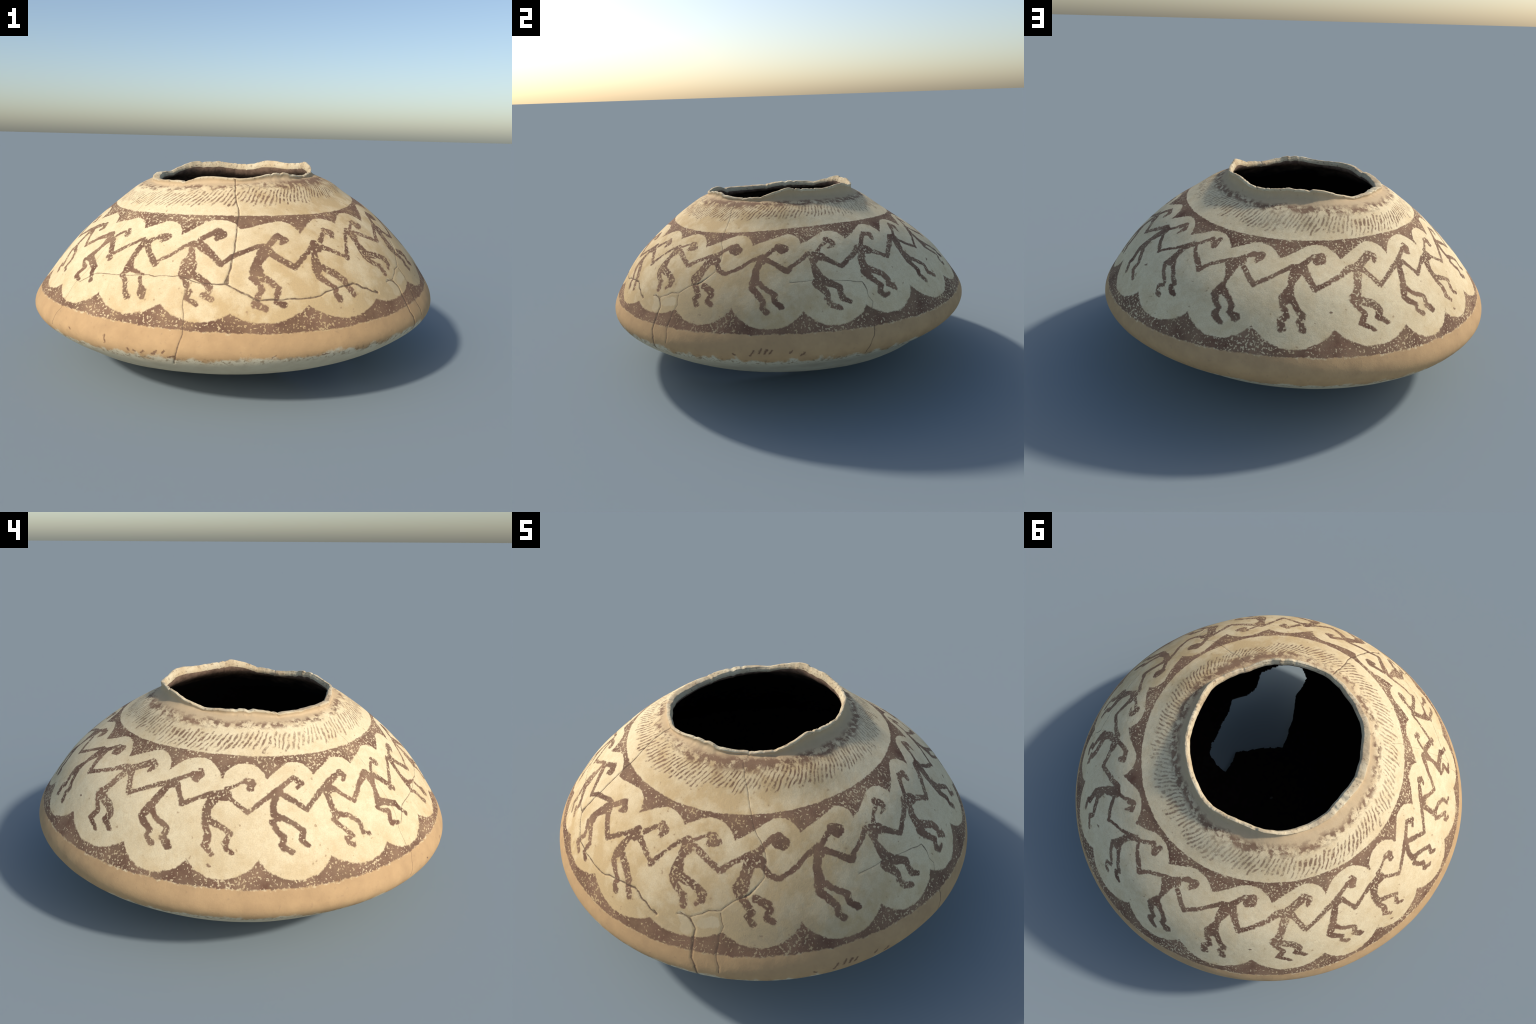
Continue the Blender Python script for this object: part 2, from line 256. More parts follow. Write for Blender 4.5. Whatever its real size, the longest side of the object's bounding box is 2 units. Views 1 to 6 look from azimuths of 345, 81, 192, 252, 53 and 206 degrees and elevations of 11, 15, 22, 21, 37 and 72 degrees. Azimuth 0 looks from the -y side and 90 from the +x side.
         torso=[[(-1.6, -3.9, 0.94), (-2.0, -6.4, 1.13), (-2.0, -8.5, 1.32)]],
         leg=[[(-2.8, -8.7, 1.04), (-2.5, -11.5, 0.86), (-0.1, -13.9, 0.74), (1.5, -15.2, 0.61), (0.8, -16.6, 0.63), (1.6, -18.2, 0.90)], [(-0.6, -8.6, 1.04), (2.7, -11.0, 0.99), (4.7, -13.2, 0.97), (5.0, -14.7, 0.65), (5.9, -16.7, 0.93), (6.3, -17.7, 0.82)]]),
    dict(at=(299.8, 30.4),
         head=[[(6.4, 3.1, 0.97), (7.9, 3.4, 0.91), (9.5, 1.7, 1.26), (7.3, 0.8, 1.12)]],
         neck=[[(1.7, 0.6, 0.57), (4.2, 2.0, 0.54)]],
         chest=[[(0.0, 0.0, 1.19), (0.7, -2.4, 1.69)]],
         arm=[[(-8.4, -10.3, 0.84), (-5.8, -5.9, 0.61), (-2.4, -1.2, 0.62), (-0.2, 0.3, 0.78)]],
         hand=[[(3.0, -1.3, 1.10), (7.0, -3.6, 0.77), (11.9, -6.3, 0.90)]],
         torso=[[(0.5, -2.0, 1.82), (-0.2, -5.1, 0.84), (-0.1, -7.8, 1.57), (0.1, -10.1, 1.86)]],
         leg=[[(-0.2, -11.9, 1.02), (1.8, -13.7, 0.76), (3.7, -15.1, 0.95), (4.0, -17.4, 0.91)], [(2.3, -10.5, 1.25), (5.3, -11.4, 0.98), (8.3, -13.0, 1.05), (8.4, -14.9, 0.98), (7.2, -16.1, 0.51)]]),
    dict(at=(319.9, 28.0),
         head=[[(8.8, 7.0, 1.43), (10.1, 5.0, 1.89), (8.2, 5.3, 1.52)]],
         neck=[[(2.2, 2.4, 1.03), (4.4, 4.6, 0.78), (7.0, 6.8, 0.97)]],
         chest=[[(0.0, 0.0, 1.47), (2.8, -0.3, 1.58)]],
         arm=[[(-8.2, -4.0, 0.84), (-5.2, -1.4, 0.72), (-1.5, 0.8, 0.74), (1.5, 2.4, 0.79)]],
         hand=[[(4.2, -2.1, 0.82), (5.7, -4.1, 0.80), (8.3, -5.2, 0.66)]],
         torso=[[(0.1, -1.1, 1.74), (-1.2, -5.0, 1.43), (-2.0, -8.0, 1.97), (-1.7, -9.7, 1.46)]],
         leg=[[(-0.3, -11.9, 0.94), (1.2, -14.0, 0.92), (-0.1, -15.3, 0.59), (1.5, -17.1, 0.78)], [(2.0, -10.4, 0.88), (5.1, -11.9, 1.02), (5.7, -13.1, 0.83), (4.7, -15.5, 0.71), (6.4, -16.2, 0.79)]]),
    dict(at=(340.6, 30.2),
         head=[[(6.1, 5.0, 1.58), (8.4, 4.1, 1.56), (7.2, 3.4, 1.55)]],
         neck=[[(1.3, 1.0, 0.77), (3.3, 3.3, 0.72), (5.0, 4.2, 0.84)]],
         chest=[[(0.0, 0.0, 1.16), (0.2, -1.5, 1.37)]],
         arm=[[(-12.3, -7.4, 0.66), (-8.9, -5.5, 0.68)], [(-8.7, -5.3, 0.68), (-4.0, -1.5, 0.71), (-0.1, 0.7, 0.92)]],
         hand=[[(1.8, -0.9, 0.90), (5.5, -3.2, 0.90), (9.1, -5.6, 1.04)]],
         torso=[[(-0.4, -1.8, 1.25), (-1.6, -5.3, 1.04), (-1.6, -7.6, 1.22), (-1.6, -9.8, 1.51)]],
         leg=[[(-2.1, -11.8, 1.00), (-0.0, -14.3, 0.95), (1.8, -16.5, 0.83), (1.5, -18.3, 0.79), (3.1, -19.7, 0.71)], [(0.1, -10.3, 0.86), (2.9, -12.6, 0.76), (5.2, -14.3, 0.85), (5.1, -16.1, 0.73), (7.1, -17.9, 0.90)]]),
]
# cracks through the sherds: (theta, Y, half width)
CRACKS = [
    ["upright", (255.9, 62.4, 0.35), (256.4, 50.9, 0.28), (258.0, 40.7, 0.27), (257.2, 30.7, 0.24), (256.2, 22.4, 0.24), (255.2, 16.4, 0.32), (254.9, 14.0, 0.60)],
    ["level", (210.3, 8.4, 0.10), (215.4, 12.4, 0.12), (223.8, 13.3, 0.12), (231.3, 14.4, 0.12), (241.9, 15.3, 0.14), (247.7, 13.6, 0.19), (254.7, 13.6, 0.27),
     (258.8, 11.2, 0.27), (263.1, 9.0, 0.26), (269.8, 9.3, 0.26), (276.9, 9.3, 0.22), (282.4, 10.9, 0.21), (289.6, 12.1, 0.29), (297.0, 8.0, 0.26)],
    ["lower", (244.5, 11.5, 0.08), (244.6, 6.6, 0.13), (245.4, 3.0, 0.13), (245.7, 0.1, 0.14), (244.3, -6.1, 0.18), (243.6, -8.4, 0.16)],
    ["patch", (296.6, 8.6, 0.30), (297.4, 8.0, 0.50)],
    ["wide", (303.6, 10.8, 0.13), (306.2, 10.0, 0.22), (307.9, 7.6, 0.15), (307.7, 5.3, 0.18), (307.9, 0.2, 0.23), (308.9, -1.6, 0.20), (309.5, -6.0, 0.17)],
    ["twin", (313.5, 13.0, 0.10), (314.5, 9.5, 0.08), (313.8, 7.1, 0.09), (313.5, 2.8, 0.13), (314.3, -2.3, 0.13)],
    ["rising", (302.7, 10.3, 0.12), (306.2, 10.5, 0.12), (307.5, 11.3, 0.10), (310.5, 13.1, 0.13), (313.5, 13.6, 0.13), (316.2, 16.3, 0.12), (320.5, 18.7, 0.19), (322.5, 21.1, 0.14),
     (324.2, 23.3, 0.08), (324.6, 28.2, 0.08), (323.8, 31.7, 0.09), (320.8, 37.3, 0.10), (319.0, 43.1, 0.10), (315.7, 53.7, 0.10), (312.4, 61.9, 0.12)],
    ["east", (350.5, 20.3, 0.08), (357.8, 20.8, 0.08), (363.7, 20.3, 0.08), (368.8, 19.4, 0.09), (373.5, 18.3, 0.19), (373.9, 16.9, 0.22), (374.1, 15.5, 0.17), (373.8, 13.3, 0.08), (374.7, 11.3, 0.08), (373.8, 8.1, 0.06)],
    ["foot", (12.9, 4.4, 0.13), (12.2, 1.8, 0.12), (10.8, -1.3, 0.11), (10.1, -4.6, 0.11)],
    ["hair", (210.3, 45.9, 0.07), (211.1, 41.6, 0.07), (211.3, 34.6, 0.05), (211.1, 28.7, 0.04)],
    ["hair", (211.1, 22.3, 0.03), (211.1, 16.2, 0.03), (210.5, 12.2, 0.04), (208.8, 8.2, 0.05), (208.4, 3.1, 0.05), (208.9, 0.5, 0.07), (206.7, -4.7, 0.07)],
]
# dabs and drips of the brush outside the frieze
DABS = [
    ["dab", (233.0, -4.7, 0.23), (233.3, -5.3, 0.20)], ["dab", (234.4, -5.1, 0.26), (234.9, -5.5, 0.23)], ["dab", (236.5, -5.6, 0.26), (237.2, -5.0, 0.23)],
    ["dab", (239.2, -5.6, 0.29), (240.0, -4.6, 0.29)], ["dab", (241.5, -5.0, 0.29), (242.0, -4.3, 0.23)], ["dab", (242.7, -6.2, 0.23), (244.2, -5.7, 0.26)],
    ["dab", (226.7, -2.6, 0.20), (227.0, -4.7, 0.17)], ["dab", (215.0, -3.2, 0.25), (215.3, -3.5, 0.22)], ["dab", (335.3, -1.9, 0.21), (335.8, -2.1, 0.17)],
    ["dab", (339.7, -2.0, 0.27), (340.6, -0.5, 0.24)], ["dab", (341.9, -1.2, 0.24), (342.6, 0.0, 0.24)], ["dab", (343.3, -1.2, 0.24), (344.0, 0.0, 0.24)],
    ["dab", (344.6, -1.1, 0.24), (345.2, -0.1, 0.20)], ["dab", (349.8, -0.9, 0.24), (350.3, -0.3, 0.20)], ["dab", (352.6, -2.0, 0.20), (353.5, -0.9, 0.20)],
    ["dab", (46.2, 18.7, 0.25), (46.7, 19.2, 0.36)], ["dab", (155.4, 6.1, 0.28), (156.2, 5.8, 0.24)], ["dab", (110.5, 15.8, 0.25), (110.9, 15.6, 0.25)],
    ["dab", (265.3, -5.2, 0.16), (266.2, -4.6, 0.16)], ["dab", (277.3, -5.7, 0.20), (278.7, -5.5, 0.17)],
]
# pale plaster that mends the wall below one dancer
PLASTER = [["fill", (303.7, 10.4, 1.0), (305.5, 8.3, 1.4), (305.6, 7.0, 1.6)], ["fill", (309.6, 9.6, 1.5), (312.0, 10.4, 1.5)]]


def wrap(a):
    return (a + 180) % 360 - 180


def segments(line, origin=(0.0, 0.0)):
    """a polyline of (theta, Y, half width) as tapered capsules"""
    pts = [p for p in line if not isinstance(p, str)]
    pts = [(p[0] + origin[0], p[1] + origin[1], p[2]) for p in pts]
    return [(a, b) for a, b in zip(pts, pts[1:])] or [(pts[0], pts[0])]


BRUSH = 1.14   # fullness of the brush


def figure_strokes():
    out = []
    for f in FIGURES:
        for part in ("head", "neck", "chest", "arm", "hand", "torso", "leg"):
            for line in f[part]:
                out += segments(line, f["at"])
        for one, two in zip(f["arm"], f["arm"][1:]):
            out += segments([one[-1], two[0]], f["at"])
        # joints: legs grow from the hip, the head from the neck
        for a, b in [(f["torso"][0][-1], leg[0]) for leg in f["leg"]] + [(f["neck"][0][-1], f["head"][0][0]), (f["chest"][0][-1], f["neck"][0][0]), (f["chest"][0][-1], f["torso"][0][0])]:
            if math.hypot(a[0] - b[0], a[1] - b[1]) < 3.2:
                w = 0.9 * min(a[2], b[2])
                out += segments([(a[0], a[1], w), (b[0], b[1], w)], f["at"])
    return [((a[0], a[1], a[2] * BRUSH), (b[0], b[1], b[2] * BRUSH)) for a, b in out]


def jagged(line, seed):
    """a crack runs in short kinks: split each stretch and push the new points aside"""
    rnd = np.random.default_rng(seed)
    pts = [p for p in line if not isinstance(p, str)]
    out = [pts[0]]
    for a, b in zip(pts, pts[1:]):
        L = math.hypot(b[0] - a[0], b[1] - a[1])
        k = max(1, int(L / 1.6))
        for j in range(1, k + 1):
            t = j / k
            off = rnd.normal(0, 0.16) if j < k else 0.0
            w = (a[2] + (b[2] - a[2]) * t) * rnd.uniform(0.65, 1.15)
            out.append((a[0] + (b[0] - a[0]) * t - off * (b[1] - a[1]) / L, a[1] + (b[1] - a[1]) * t + off * (b[0] - a[0]) / L, w))
    return out


def hood_strokes():
    """the pale hood over each head: a capsule that touches both tips beside it and the crown"""
    out, n = [], len(HOOD_CROWNS)
    for i in range(n):
        cx, cy = HOOD_CROWNS[i]
        rx, ry = wrap(HOOD_TIPS[i][0] - cx), HOOD_TIPS[i][1] - cy
        lx, ly = wrap(HOOD_TIPS[i - 1][0] - cx), HOOD_TIPS[i - 1][1] - cy
        dy = -ry
        R = (rx * rx + dy * dy) / (2 * dy)                     # round end through crown and right-hand tip
        R = min(max(R, 4.0), 9.0)
        R = min(R, 0.5 * (rx * rx + dy * dy) / dy + 0.01)
        vx, vy = lx, ly + R                                    # left tip seen from the round end's centre
        L = math.hypot(vx, vy)
        beta = math.atan2(vy, vx) + (math.asin(min(1, R / L)))  # line whose upper edge passes the left tip
        reach = L * 0.95
        out.append(((cx + reach * math.cos(beta), cy - R + reach * math.sin(beta), R), (cx, cy - R, R)))
    return out


def scallop_bowls():
    """the pale bowl under each dancer: a circle through both peaks and its low point"""
    out = []
    for i in range(len(SCALLOP_LOWS)):
        ox, oy = SCALLOP_LOWS[i]
        ax, ay = wrap(SCALLOP_PEAKS[i - 1][0] - ox), SCALLOP_PEAKS[i - 1][1] - oy
        bx, by = wrap(SCALLOP_PEAKS[i][0] - ox), SCALLOP_PEAKS[i][1] - oy
        d = 2 * (ax * by - ay * bx)
        ux = (by * (ax * ax + ay * ay) - ay * (bx * bx + by * by)) / d
        uy = (ax * (bx * bx + by * by) - bx * (ax * ax + ay * ay)) / d
        r = math.hypot(ux, uy)
        out.append(((ox + ux, oy + uy, r), (ox + ux, oy + uy, r)))
    return out


def capsule_distance(th, Y, a, b):
    """numpy twin of the stroke node group, on arrays of degrees"""
    px, py = wrap(th - a[0]), Y - a[1]
    bx, by = wrap(b[0] - a[0]), b[1] - a[1]
    h = np.clip((px * bx + py * by) / max(bx * bx + by * by, 1e-9), 0, 1)
    return np.hypot(px - bx * h, py - by * h) - (a[2] + (b[2] - a[2]) * h)


def groove_depth(X):
    """cracks sink into the wall"""
    th = np.degrees(np.arctan2(X[..., 1], X[..., 0]))
    Y = Y_PER_PHI * np.degrees(np.arctan2(X[..., 2] - CENTRE_Z, np.hypot(X[..., 0], X[..., 1])))
    depth = np.zeros(th.shape)
    for i, line in enumerate(CRACKS):
        for a, b in segments(jagged(line, i)):
            near = (np.abs(wrap(th - 0.5 * (a[0] + b[0]))) < 0.5 * abs(b[0] - a[0]) + 2) & (np.abs(Y - 0.5 * (a[1] + b[1])) < 0.5 * abs(b[1] - a[1]) + 2)
            if near.any():
                d = capsule_distance(th[near], Y[near], a, b)
                deep = 0.0006 + 0.008 * 0.5 * (a[2] + b[2])
                depth[near] = np.minimum(depth[near], -deep * (1 - smooth(-0.10, 0.25, d)))
    return depth

# ------------------------------------------------------------------ the wall as a grid of points
COLS = 1344
THETA = np.arange(COLS) * 2 * math.pi / COLS          # azimuth of each column, 0 on +x


def wall_rows():
    """elevations of the rows from the foot up to the shoulder, about 5.5 mm apart on the wall"""
    p = np.linspace(-89.3, 30, 4000)
    d = np.interp(p, PHI_FINE, COEF_FINE[:, 0])
    r, z = d * np.cos(np.radians(p)), d * np.sin(np.radians(p))
    s = np.concatenate([[0], np.cumsum(np.hypot(np.diff(r), np.diff(z)))])
    return np.interp(np.linspace(0, s[-1], int(s[-1] / 0.0055)), s, p)


def bump(theta, at, half):
    """1 at azimuth `at` (degrees), fading to 0 over `half` degrees"""
    d = np.abs((np.degrees(theta) - at + 180) % 360 - 180)
    return 1 - smooth(0, 1, d / half)


def build_wall():
    lip_r, lip_z = waves(LIP_R, THETA), waves(LIP_Z, THETA)
    turn = THETA / (2 * math.pi)
    lip_z = lip_z + 0.0030 * value_noise(turn * 46, turn * 0, 3, 46) + 0.0010 * value_noise(turn * 110, turn * 0, 4, 110)
    lip_r = lip_r + 0.0025 * value_noise(turn * 60, turn * 0, 5, 60) + 0.0008 * value_noise(turn * 130, turn * 0, 6, 130)

    # chips knocked out of the lip
    rnd = np.random.default_rng(7)
    for at, wide, deep in zip(rnd.uniform(0, 360, 34), rnd.uniform(0.8, 3.2, 34), rnd.uniform(0.001, 0.0042, 34)):
        d = np.abs((np.degrees(THETA) - at + 180) % 360 - 180)
        lip_z = lip_z - deep * (1 - smooth(0.15, 1.0, d / wide))
    phis = wall_rows()
    n_wall = len(phis)
    P = np.repeat(phis[:, None], COLS, 1)
    # the shoulder runs on to the neck, wherever the mouth stands
    probe = np.linspace(30, 61, 300)
    rho_probe = np.stack([wall_distance(THETA, np.full(COLS, q)) * math.cos(math.radians(q)) for q in probe])
    foot = lip_r + 0.056 + 0.034 * bump(THETA, 20, 110)
    end = np.array([np.interp(-foot[j], -rho_probe[:, j], probe) for j in range(COLS)])
    n_sh = 44
    s = (np.arange(1, n_sh + 1) / n_sh)[:, None]
    P = np.vstack([P, 30 + s * (end[None, :] - 30)])
    T = np.repeat(THETA[None, :], len(P), 0)
    D = wall_distance(T, P)
    rho, z = D * np.cos(np.radians(P)), CENTRE_Z + D * np.sin(np.radians(P))
    # neck: a curve from the shoulder's end, turning upward to the lip
    S = np.stack([rho[-1], z[-1]])
    tan = np.stack([rho[-1] - rho[-5], z[-1] - z[-5]])
    tan /= np.hypot(*tan)
    E = np.stack([lip_r + 0.006, np.maximum(lip_z - 0.007, S[1] + 0.012)])
    c1 = S + tan * (0.048 + 0.020 * bump(THETA, 20, 110))
    c2 = E - np.stack([0.008 + 0 * lip_r, 0.50 * (E[1] - S[1]) + 0.004])
    n_nk = 18
    t = (np.arange(1, n_nk + 1) / n_nk)[:, None, None]
    neck = (1 - t) ** 3 * S + 3 * (1 - t) ** 2 * t * c1 + 3 * (1 - t) * t * t * c2 + t**3 * E
    rho = np.vstack([rho, neck[:, 0]])
    z = np.vstack([z, neck[:, 1]])
    n_out = len(rho)
    # inner face: the outer one set back by the wall's thickness
    tr, tz = np.gradient(rho, axis=0), np.gradient(z, axis=0)
    ln = np.hypot(tr, tz)
    nr, nz = tz / ln, -tr / ln
    up = np.linspace(0, 1, n_nk)[:, None]
    thick = np.full((n_out, 1), WALL) + 0 * rho
    thick += 0.013 * np.cos(THETA + math.pi) * (1 - smooth(0.45, 0.75, rho)) * (z < 0.3)
    thick[-n_nk:] = WALL - 0.015 * up ** 2
    ri, zi = rho - nr * thick, z - nz * thick
    # the lip is bevelled inward on its low side
    bevel = 0.003 + 0.026 * bump(THETA, 188, 75)
    ri[-n_nk:] -= bevel * np.sin(up * math.pi * 0.5) * 0.9
    zi[-n_nk:] -= bevel * up * 0.2
    ri = np.maximum(ri, 0.004)
    # lip: a rounded edge between the two faces
    O, I = np.stack([rho[-1], z[-1]]), np.stack([ri[-1], zi[-1]])
    n_lip = 9
    lip = []
    for k in range(1, n_lip + 1):
        a = math.pi * k / (n_lip + 1)
        w = 0.5 - 0.5 * math.cos(a)
        base = O * (1 - w) + I * w
        base[1] += math.sin(a) ** 0.6 * 0.005
        lip.append(base)
    lip = np.array(lip)
    return dict(rho=rho, z=z, ri=ri, zi=zi, lip=lip, n_wall=n_wall, n_sh=n_sh, n_nk=n_nk, n_out=n_out, n_lip=n_lip)


def to_xyz(rho, z):
    return np.stack([rho * np.cos(THETA), rho * np.sin(THETA), z], -1)


def grid_normals(X, outward=1):
    du = np.roll(X, -1, 1) - np.roll(X, 1, 1)
    dv = np.gradient(X, axis=0)
    n = np.cross(du, dv)
    n /= np.maximum(np.linalg.norm(n, axis=-1, keepdims=True), 1e-12)
    return n * outward

# ------------------------------------------------------------------ build
W = build_wall()
OUT = to_xyz(W["rho"], W["z"])
N0 = grid_normals(OUT)
TURN = np.repeat((THETA / (2 * math.pi))[None, :], W["n_out"], 0)
ARC = np.concatenate([np.zeros((1, COLS)), np.cumsum(np.linalg.norm(np.diff(OUT, axis=0), axis=-1), 0)])
relief = (0.0016 * value_noise(TURN * 24, ARC * 4.5, 11, 24) + 0.0004 * value_noise(TURN * 70, ARC * 14, 12, 70)
          + 0.0002 * value_noise(TURN * 240, ARC * 46, 13, 240))
relief *= smooth(0.02, 0.2, W["rho"])
relief += groove_depth(OUT)
OUT = OUT + N0 * relief[..., None]
Z_SHIFT = -float(OUT[..., 2].min())                        # stand the jar on z = 0
OUT[..., 2] += Z_SHIFT
W["zi"] = W["zi"] + Z_SHIFT
W["lip"][:, 1] += Z_SHIFT

LIP = to_xyz(W["lip"][:, 0], W["lip"][:, 1])
turn_l = np.repeat((THETA / (2 * math.pi))[None, :], W["n_lip"], 0)
LIP = LIP + (np.sin(np.linspace(0.2, 2.9, W["n_lip"]))[:, None] * (0.0012 * value_noise(turn_l * 110, np.arange(W["n_lip"])[:, None] * 0.35 + 0 * turn_l, 21, 110)
       + 0.0006 * value_noise(turn_l * 330, np.arange(W["n_lip"])[:, None] * 0.5 + 0 * turn_l, 22, 330)))[..., None] * np.array([0, 0, 1.0])
INN = to_xyz(W["ri"], W["zi"])
INN = INN + np.array([0, 0, 1.0]) * (0.0015 * value_noise(TURN * 40, ARC * 6, 31, 40))[..., None]

# one continuous sheet: outer wall from the foot to the neck, over the lip, down the inside
SHEET = np.concatenate([OUT, LIP, INN[::-1]], 0)
NORMAL = grid_normals(SHEET)
ROWS = len(SHEET)
row_phi = np.concatenate([np.full(1, -90), wall_rows()[1:]])
R_BASE = int(np.searchsorted(row_phi, BASE_EDGE_PHI))          # rows below: the bare foot
R_SHOULDER = W["n_wall"] + int(W["n_sh"] * 0.55)
R_NECK = W["n_wall"] + W["n_sh"]
R_RIM = W["n_out"] - 2
R_INNER = W["n_out"] + W["n_lip"] + 4

# the break through the lower wall
HOLE = [(0.385, -0.640), (0.330, -0.700), (0.243, -0.770), (0.170, -0.765), (0.124, -0.725), (0.128, -0.66), (0.137, -0.605), (0.112, -0.54), (0.093, -0.483), (0.085, -0.42),
        (0.072, -0.356), (0.071, -0.291), (0.125, -0.262), (0.181, -0.236), (0.240, -0.19), (0.299, -0.152), (0.293, -0.079),
        (0.301, -0.016), (0.36, -0.03), (0.432, -0.067), (0.450, -0.132), (0.446, -0.20), (0.456, -0.266), (0.452, -0.34), (0.470, -0.422), (0.402, -0.482),
        (0.372, -0.550)]


def inside(poly, x, y):
    hit = np.zeros(x.shape, bool)
    for (x0, y0), (x1, y1) in zip(poly, poly[1:] + poly[:1]):
        if y0 != y1:
            hit ^= ((y0 > y) != (y1 > y)) & (x < (x1 - x0) * (y - y0) / (y1 - y0) + x0)
    return hit


def face_mask():
    m = np.zeros((ROWS - 1, COLS), bool)
    c = 0.25 * (OUT[:-1] + OUT[1:] + np.roll(OUT, -1, 1)[:-1] + np.roll(OUT, -1, 1)[1:])
    wx = c[..., 0] + 0.0025 * value_noise(c[..., 0] * 60 + 50, c[..., 1] * 60 + 50, 41) + 0.002 * value_noise(c[..., 0] * 150 + 50, c[..., 1] * 150 + 50, 42)
    wy = c[..., 1] + 0.0025 * value_noise(c[..., 0] * 60 + 90, c[..., 1] * 60 + 20, 43)
    cut = inside(HOLE, wx, wy) & (c[..., 2] < 0.25)
    m[: len(OUT) - 1] = cut
    m[ROWS - len(OUT):] = cut[::-1]
    return m


CUT = face_mask()


def make_mesh(name, verts, quads, normals, materials, index=None):
    me = bpy.data.meshes.new(name)
    me.vertices.add(len(verts))
    me.vertices.foreach_set("co", verts.astype(np.float32).ravel())
    me.loops.add(quads.size)
    me.loops.foreach_set("vertex_index", quads.astype(np.int32).ravel())
    me.polygons.add(len(quads))
    me.polygons.foreach_set("loop_start", np.arange(0, quads.size, 4, dtype=np.int32))
    for m in materials:
        me.materials.append(m)
    if index is not None:
        me.polygons.foreach_set("material_index", index.astype(np.int32))
    me.update(calc_edges=True)
    me.polygons.foreach_set("use_smooth", np.ones(len(quads), bool))
    if normals is not None:
        me.normals_split_custom_set_from_vertices(normals.tolist())
    ob = bpy.data.objects.new(name, me)
    bpy.context.scene.collection.objects.link(ob)
    ob.parent = JAR
    return ob


def strip(name, r0, r1, materials, sector=None):
    """the rows r0..r1 of the sheet as an object of its own; borders coincide with its neighbours'"""
    r = np.arange(r0, r1)
    a = r[:, None] * COLS + np.arange(COLS)[None, :]
    b = r[:, None] * COLS + (np.arange(COLS)[None, :] + 1) % COLS
    q = np.stack([a, b, b + COLS, a + COLS], -1).reshape(-1, 4)
    keep = ~CUT[r0:r1].reshape(-1)
    idx = np.repeat((sector if sector is not None else np.zeros(COLS, int))[None, :], r1 - r0, 0).reshape(-1)[keep]
    q = q[keep] - r0 * COLS
    v = SHEET[r0:r1 + 1].reshape(-1, 3)
    n = NORMAL[r0:r1 + 1].reshape(-1, 3)
    used = np.unique(q)
    back = np.zeros(len(v), int)
    back[used] = np.arange(len(used))
    return make_mesh(name, v[used], back[q], n[used], materials, idx)


def broken_edge(material):
    """the fracture face that joins the outer and the inner wall round the break"""
    cut = CUT[: len(OUT) - 1]
    inner_row = lambda r: ROWS - 1 - r
    quads = []
    R, C = np.nonzero(cut)
    for r, c in zip(R, C):
        c1 = (c + 1) % COLS
        for nr, ncol, e in ((r - 1, c, ((r, c), (r, c1))), (r + 1, c, ((r + 1, c1), (r + 1, c))),
                            (r, (c - 1) % COLS, ((r + 1, c), (r, c))), (r, c1, ((r, c1), (r + 1, c1)))):
            if 0 <= nr < len(cut) and not cut[nr, ncol]:
                (ra, ca), (rb, cb) = e
                quads.append((ra * COLS + ca, rb * COLS + cb, inner_row(rb) * COLS + cb, inner_row(ra) * COLS + ca))
    q = np.array(quads)
    used = np.unique(q)
    back = np.zeros(SHEET.shape[0] * COLS, int)
    back[used] = np.arange(len(used))
    return make_mesh("broken_edge", SHEET.reshape(-1, 3)[used], back[q], None, [material])


JAR = bpy.data.objects.new("painted_pottery_jar", None)
bpy.context.scene.collection.objects.link(JAR)
JAR["label"] = "squat cream clay jar with brown painted dancing figures"
JAR["category"] = "pottery jar"

# ------------------------------------------------------------------ materials
class Net:
    """short hand for building shader node trees"""

    def __init__(self, tree):
        self.t = tree

    def node(self, kind, **props):
        n = self.t.nodes.new(kind)
        for k, v in props.items():
            setattr(n, k, v)
        return n

    def put(self, socket, value):
        if isinstance(value, bpy.types.NodeSocket):
            self.t.links.new(value, socket)
        elif value is not None:
            socket.default_value = value

    def math(self, op, a, b=None, c=None, clamp=False):
        n = self.node("ShaderNodeMath", operation=op, use_clamp=clamp)
        for s, v in zip(n.inputs, (a, b, c)):
            self.put(s, v)
        return n.outputs[0]

    def vec(self, op, a, b=None, scale=None):
        n = self.node("ShaderNodeVectorMath", operation=op)
        self.put(n.inputs[0], a)
        if b is not None:
            self.put(n.inputs[1], b)
        if scale is not None:
            self.put(n.inputs["Scale"], scale)
        return n.outputs["Value"] if op in ("DOT_PRODUCT", "LENGTH", "DISTANCE") else n.outputs["Vector"]

    def xyz(self, x, y, z=0.0):
        n = self.node("ShaderNodeCombineXYZ")
        for s, v in zip(n.inputs, (x, y, z)):
            self.put(s, v)
        return n.outputs[0]

    def noise(self, vector, scale, detail=2.0, rough=0.5, color=False):
        n = self.node("ShaderNodeTexNoise")
        self.put(n.inputs["Vector"], vector)
        n.inputs["Scale"].default_value = scale
        n.inputs["Detail"].default_value = detail
        n.inputs["Roughness"].default_value = rough
        return n.outputs["Color" if color else "Fac"]

    def ramp(self, x, lo, hi, to_lo=0.0, to_hi=1.0, smooth_step=False):
        n = self.node("ShaderNodeMapRange", interpolation_type="SMOOTHSTEP" if smooth_step else "LINEAR")
        n.clamp = True
        for s, v in zip(n.inputs, (x, lo, hi, to_lo, to_hi)):
            self.put(s, v)
        return n.outputs[0]

    def mix(self, fac, a, b):
        n = self.node("ShaderNodeMix", data_type="RGBA")
        self.put(n.inputs[0], fac)
        for s, v in ((n.inputs[6], a), (n.inputs[7], b)):
            self.put(s, (*v, 1.0) if isinstance(v, tuple) else v)
        return n.outputs[2]

    def group(self, tree, **values):
        n = self.node("ShaderNodeGroup")
        n.node_tree = tree
        for k, v in values.items():
            self.put(n.inputs[k], v)
        return n


